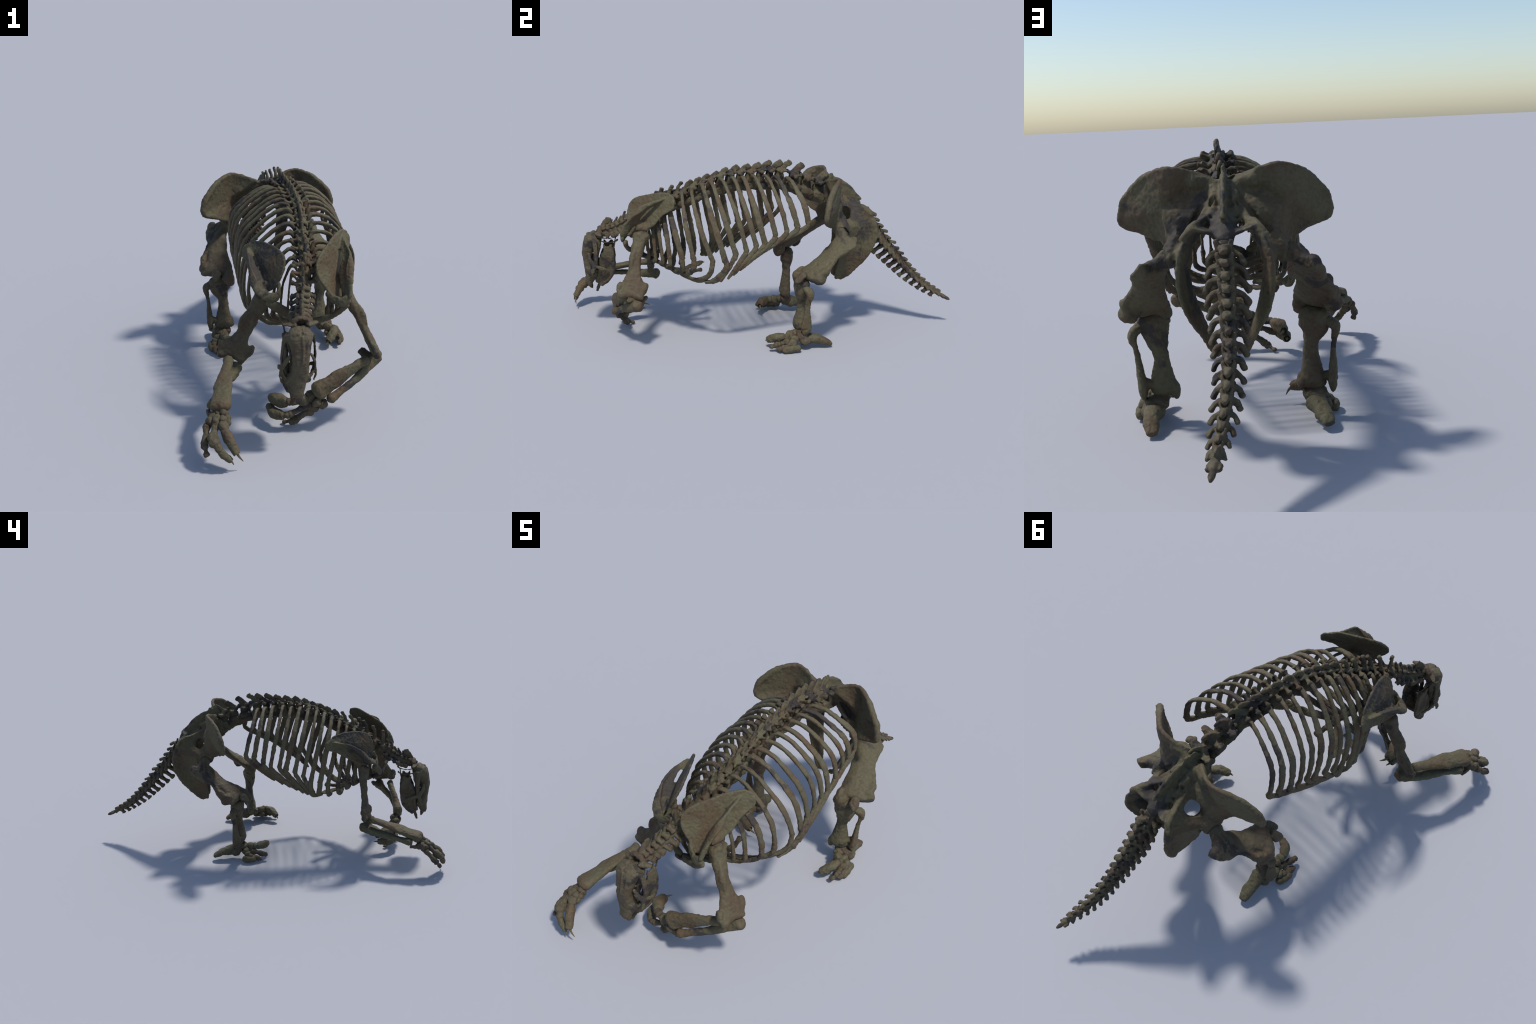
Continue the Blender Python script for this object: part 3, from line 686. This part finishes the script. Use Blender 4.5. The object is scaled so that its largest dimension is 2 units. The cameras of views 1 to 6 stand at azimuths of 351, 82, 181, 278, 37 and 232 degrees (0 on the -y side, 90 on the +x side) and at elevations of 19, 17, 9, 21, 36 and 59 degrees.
# ---------------------------------------------------------------- hind limbs
def hind_limb(s, head, neck, troch, latsh, lat, med, patella, tib, fib, medial_malleolus):
    head, neck, troch, latsh, lat, med, patella = [A(*p) for p in (head, neck, troch, latsh, lat, med, patella)]
    low = (lat + med) / 2
    w = unit(lat - med)
    top = (neck + troch) / 2
    d = unit(low - top)
    fw = unit(np.cross(w, d))
    if fw[1] > 0:
        fw = -fw
    wt = unit(troch - head)
    P = [tube([top, top + (low - top) * 0.3, top + (low - top) * 0.58, top + (low - top) * 0.80, low + d * 0.012],
              [(0.070, 0.025), (0.056, 0.024), (0.052, 0.024), (0.066, 0.026), (0.078, 0.027)], w=[wt, unit(wt + w), w, w, w], n=20),
         ball(head, 0.033), tube([head, neck], [0.024, 0.030]),
         ball(troch, (0.026, 0.024, 0.036), axis=d, w=wt),
         tube([troch + d * 0.02, latsh * 0.75 + (top + low) * 0.125, lat - d * 0.02 - w * 0.012], [(0.018, 0.016), (0.010, 0.012), (0.016, 0.014)])]
    for k, e in ((-1, med), (1, lat)):
        P.append(ball(e - w * k * 0.026 + d * 0.018 - fw * 0.010, (0.034, 0.038, 0.034), axis=d, w=w))
        P.append(ball(e - w * k * 0.016 - d * 0.010, (0.020, 0.026, 0.034), axis=d, w=w))
    bone("femur", P, DARK if s > 0 else BROWN, voxel=0.0044, smooth=4, relief=0.007)
    bone("patella", [ball(patella, (0.027, 0.018, 0.032), axis=d, w=w), ball(patella + d * 0.015, (0.016, 0.014, 0.024), axis=d, w=w)], BROWN, voxel=0.0034, smooth=2, relief=0.006)
    tp, tm, td = [A(*p) for p in tib]
    fp, fm, fd = [A(*p) for p in fib]
    wx = unit((1, 0.25 * s, 0))
    mm = A(*medial_malleolus)
    P = [tube([tp + A(0, 0, 0.010), tp - A(0, 0, 0.028), tm + (tp - tm) * 0.35, tm, tm + (td - tm) * 0.5, td, td - A(0, 0, 0.014)],
              [(0.056, 0.036), (0.050, 0.034), (0.032, 0.025), (0.026, 0.022), (0.036, 0.024), (0.046, 0.030), (0.042, 0.028)], w=wx, n=18),
         ball(mm, (0.018, 0.024, 0.030)),
         ball(tp + A(s * 0.030, 0.004, 0.010), (0.026, 0.026, 0.014)), ball(tp + A(-s * 0.028, 0, 0.008), (0.028, 0.028, 0.014))]
    bone("tibia", P, DARK if s > 0 else BROWN, voxel=0.004, smooth=3, relief=0.006)
    P = [tube([tp + A(s * 0.046, 0.016, -0.008), fp, fp + (fm - fp) * 0.5, fm, fm + (fd - fm) * 0.5, fd - A(0, 0, -0.010)],
              [(0.020, 0.020), (0.018, 0.021), (0.012, 0.016), (0.0115, 0.014), (0.015, 0.022), (0.018, 0.029)], w=wx, n=16),
         ball(fd, (0.017, 0.029, 0.032)), tube([fd + A(0, 0, 0.03), fd + A(-s * 0.032, -0.012, 0.018)], [0.014, 0.018])]
    bone("fibula", P, OLIVE if s > 0 else BROWN, voxel=0.004, smooth=3, relief=0.005)

hind_limb(1, (0.226, 0.345, 0.566), (0.250, 0.352, 0.552), (0.300, 0.388, 0.534), (0.352, 0.325, 0.478), (0.398, 0.245, 0.404), (0.272, 0.125, 0.372), (0.366, 0.132, 0.380),
          [(0.316, 0.146, 0.328), (0.300, 0.153, 0.215), (0.300, 0.146, 0.124)], [(0.384, 0.180, 0.300), (0.371, 0.172, 0.222), (0.360, 0.172, 0.112)], (0.260, 0.142, 0.104))
hind_limb(-1, (-0.126, 0.335, 0.566), (-0.150, 0.340, 0.552), (-0.198, 0.382, 0.536), (-0.240, 0.300, 0.482), (-0.272, 0.232, 0.412), (-0.140, 0.095, 0.376), (-0.212, 0.112, 0.385),
          [(-0.194, 0.152, 0.324), (-0.180, 0.150, 0.226), (-0.183, 0.148, 0.126)], [(-0.262, 0.171, 0.300), (-0.252, 0.166, 0.230), (-0.246, 0.160, 0.114)], (-0.146, 0.150, 0.120))

def foot(s, heel, heel_mid, ankle, tarsals, claw_pts, toe2, toe3, outer):
    g = group("foot")
    heel, hm, an = A(*heel), A(*heel_mid), A(*ankle)
    bone("heel_bone", [tube([heel, heel * 0.55 + hm * 0.45 + A(0, 0, 0.004), hm, an + A(0, 0.01, -0.012)], [(0.022, 0.014), (0.029, 0.019), (0.028, 0.027), (0.036, 0.032)], w=(1, 0, 0))],
         OLIVE, voxel=0.0036, smooth=2, relief=0.007, parent=g)
    bone("ankle_bone", [ball(an + A(0, -0.016, 0.004), (0.042, 0.036, 0.034)), ball(an + A(-s * 0.018, -0.028, 0.014), 0.026), ball(an + A(s * 0.026, 0.0, -0.016), (0.028, 0.030, 0.026))], BROWN, voxel=0.0034, smooth=2, relief=0.007, parent=g)
    for k, (c, r) in enumerate(tarsals):
        bone("tarsal", chunk(c, r, 60 + k + (20 if s > 0 else 0)), OLIVE, voxel=0.003, smooth=1, relief=0.005, parent=g)
    claw(*claw_pts, 0.022, g, flat=(0, 0, 1))
    chain("toe_bone", toe2, [0.018, 0.015, 0.012], g, BROWN)
    chain("toe_bone", toe3, [0.018, 0.015, 0.011], g, BROWN)
    bone("toe_bone", [tube(outer, [0.019, 0.020, 0.018])], OLIVE, voxel=0.003, smooth=2, relief=0.007, parent=g)

foot(1, (0.318, 0.302, 0.017), (0.330, 0.236, 0.045), (0.324, 0.172, 0.061),
     [((0.314, 0.122, 0.071), 0.026), ((0.348, 0.115, 0.055), 0.024), ((0.331, 0.095, 0.071), 0.023), ((0.352, 0.078, 0.067), 0.021), ((0.371, 0.105, 0.043), 0.024), ((0.326, 0.085, 0.045), 0.020)],
     ((0.354, 0.058, 0.071), (0.336, 0.020, 0.059), (0.308, -0.010, 0.039), (0.295, -0.019, 0.027)),
     [(0.370, 0.085, 0.053), (0.372, 0.030, 0.037), (0.365, -0.002, 0.025)], [(0.378, 0.100, 0.041), (0.384, 0.050, 0.023), (0.382, 0.030, 0.017)],
     [(0.380, 0.130, 0.021), (0.386, 0.100, 0.021), (0.389, 0.064, 0.017)])
foot(-1, (-0.227, 0.292, 0.026), (-0.206, 0.226, 0.048), (-0.190, 0.172, 0.066),
     [((-0.190, 0.120, 0.074), 0.026), ((-0.212, 0.114, 0.052), 0.024), ((-0.186, 0.091, 0.072), 0.023), ((-0.185, 0.066, 0.070), 0.021), ((-0.226, 0.104, 0.040), 0.022), ((-0.205, 0.081, 0.046), 0.020)],
     ((-0.183, 0.048, 0.070), (-0.150, 0.014, 0.068), (-0.112, 0.002, 0.058), (-0.092, 0.016, 0.033)),
     [(-0.206, 0.076, 0.048), (-0.210, 0.026, 0.038), (-0.210, -0.002, 0.032)], [(-0.236, 0.096, 0.032), (-0.240, 0.051, 0.022), (-0.236, 0.027, 0.016)],
     [(-0.248, 0.118, 0.020), (-0.250, 0.096, 0.020), (-0.246, 0.066, 0.018)])

# ---------------------------------------------------------------- skull
smid = lambda z: interp([(0.50, -0.011), (0.40, -0.013), (0.30, -0.021), (0.20, -0.034)], z)
K = lambda h, y, z: A(smid(z) + h, y, z)
P = [tube([K(0, -0.860, 0.492), K(0, -0.870, 0.470), K(0, -0.886, 0.430), K(0, -0.895, 0.380), K(0, -0.886, 0.330), K(0, -0.878, 0.290), K(0, -0.888, 0.248)],
          [(0.044, 0.024), (0.049, 0.037), (0.038, 0.030), (0.034, 0.024), (0.036, 0.027), (0.032, 0.032), (0.025, 0.021)], w=(1, 0, 0), n=24, square=0.7, warp=0.05)]
P.append(tube([K(-0.052, -0.862, 0.474), K(-0.030, -0.884, 0.490), K(0, -0.892, 0.496), K(0.030, -0.884, 0.490), K(0.052, -0.862, 0.474)], [0.008, 0.009, 0.010, 0.009, 0.008]))       # occipital crest
P.append(tube([K(0, -0.902, 0.488), K(0.004, -0.916, 0.440), K(0, -0.920, 0.385)], [0.006, 0.004, 0.005]))
for s in (-1, 1):
    P.append(ball(K(s * 0.020, -0.840, 0.494), 0.014))
    # temporal strap down to the cheek, rear wall behind it
    P.append(tube([K(s * 0.050, -0.856, 0.476), K(s * 0.060, -0.852, 0.435), K(s * 0.064, -0.850, 0.395), K(s * 0.063, -0.852, 0.352)], [(0.014, 0.008), (0.012, 0.006), (0.012, 0.0055), (0.010, 0.005)], w=(0, 1, 0), square=0.5))
    P.append(tube([K(s * 0.042, -0.838, 0.474), K(s * 0.036, -0.842, 0.430), K(s * 0.030, -0.856, 0.385), K(s * 0.026, -0.846, 0.330)], [(0.016, 0.010), (0.014, 0.008), (0.012, 0.007), (0.014, 0.008)], w=(0, 1, 0)))
    P.append(tube([K(s * 0.028, -0.890, 0.330), K(s * 0.040, -0.872, 0.305), K(s * 0.036, -0.858, 0.288)], [(0.018, 0.010), (0.020, 0.010), (0.014, 0.010)], w=(0, 1, 0.3), square=0.5))
P.append(tube([K(0.012, -0.890, 0.250), K(0.010, -0.882, 0.222), K(0.004, -0.876, 0.208)], [(0.015, 0.014), (0.013, 0.012), (0.006, 0.006)]))
P.append(tube([K(-0.016, -0.896, 0.256), K(-0.018, -0.896, 0.238)], [(0.009, 0.013), (0.006, 0.008)]))
for s in (-1, 1):
    for k in range(4):
        P.append(tube([K(s * 0.020, -0.850 + 0.002 * k, 0.300 - 0.018 * k), K(s * 0.021, -0.838, 0.298 - 0.018 * k)], [0.007, 0.006]))
nose = [tube([K(0, -0.900, 0.232), K(0, -0.930, 0.205)], [(0.010, 0.006), (0.018, 0.012)])]
socket = [ball(K(s * 0.052, -0.888, 0.362), (0.016, 0.022, 0.030)) for s in (-1, 1)] + [tube([K(0, -0.846, 0.482), K(0, -0.815, 0.500)], [0.012, 0.014])]
bone("skull", P, BROWN, voxel=0.0027, smooth=1, relief=0.005, fine=0.0035, cut=nose + socket)
for s in (-1, 1):
    Z0 = K(s * 0.064, -0.858, 0.345)
    P = [tube([Z0, K(s * 0.056, -0.880, 0.378), K(s * 0.040, -0.886, 0.408)], [(0.013, 0.006), (0.011, 0.006), (0.007, 0.005)], w=(0, 1, 1)),
         tube([Z0, K(s * 0.070, -0.866, 0.318), K(s * 0.062, -0.872, 0.292)], [(0.011, 0.005), (0.009, 0.005), (0.005, 0.004)], w=(0, 1, 0)),
         tube([Z0, K(s * 0.068, -0.820, 0.335), K(s * 0.056, -0.790, 0.318)], [(0.010, 0.005), (0.010, 0.005), (0.007, 0.004)], w=(0, 0, 1)),
         tube([Z0, K(s * 0.052, -0.868, 0.318), K(s * 0.038, -0.872, 0.302)], [(0.011, 0.006), (0.009, 0.006), (0.010, 0.008)], w=(0, 1, 0.5))]
    bone("cheekbone", P, OLIVE, voxel=0.0026, smooth=1, relief=0.003)

P = []
for s in (-1, 1):
    o = lambda h, y, z: K(s * h, y, z)
    back = [o(0.040, -0.777, 0.448), o(0.042, -0.767, 0.405), o(0.042, -0.765, 0.350), o(0.039, -0.768, 0.305), o(0.036, -0.790, 0.266), o(0.020, -0.826, 0.232)]
    frnt = [o(0.039, -0.808, 0.440), o(0.040, -0.820, 0.405), o(0.038, -0.832, 0.360), o(0.036, -0.836, 0.318), o(0.026, -0.838, 0.284), o(0.016, -0.848, 0.250)]
    P.append(plate([back, frnt], 0.0065, sub=6))
    P.append(tube(back, [0.009, 0.008, 0.009, 0.009, 0.010, 0.011]))
    P.append(tube(frnt[1:], [0.006, 0.008, 0.011, 0.012, 0.012]))
    P.append(ball(o(0.040, -0.777, 0.446), (0.012, 0.009, 0.010)))
    P.append(tube([o(0.039, -0.806, 0.436), o(0.040, -0.814, 0.456)], [(0.011, 0.005), (0.004, 0.003)], w=(0, 1, 0)))
P.append(tube([K(0, -0.822, 0.258), K(0, -0.842, 0.222), K(0, -0.852, 0.190)], [(0.026, 0.013), (0.020, 0.010), (0.008, 0.007)], w=(1, 0, 0)))
bone("lower_jaw", P, BROWN, voxel=0.003, smooth=2, relief=0.005)
# throat bones
for s in (-1, 1):
    bone("hyoid_bone", [tube([K(s * 0.030, -0.835, 0.470), K(s * 0.038, -0.792, 0.462), K(s * 0.040, -0.756, 0.470), K(s * 0.044, -0.744, 0.480)], [0.004, 0.0032, 0.0038, 0.006])], BROWN, voxel=0.002, smooth=1, relief=0.0)
    bone("hyoid_bone", [tube([K(s * 0.040, -0.756, 0.470), K(s * 0.036, -0.764, 0.430), K(s * 0.028, -0.776, 0.410)], [0.004, 0.0032, 0.004])], BROWN, voxel=0.002, smooth=1, relief=0.0)
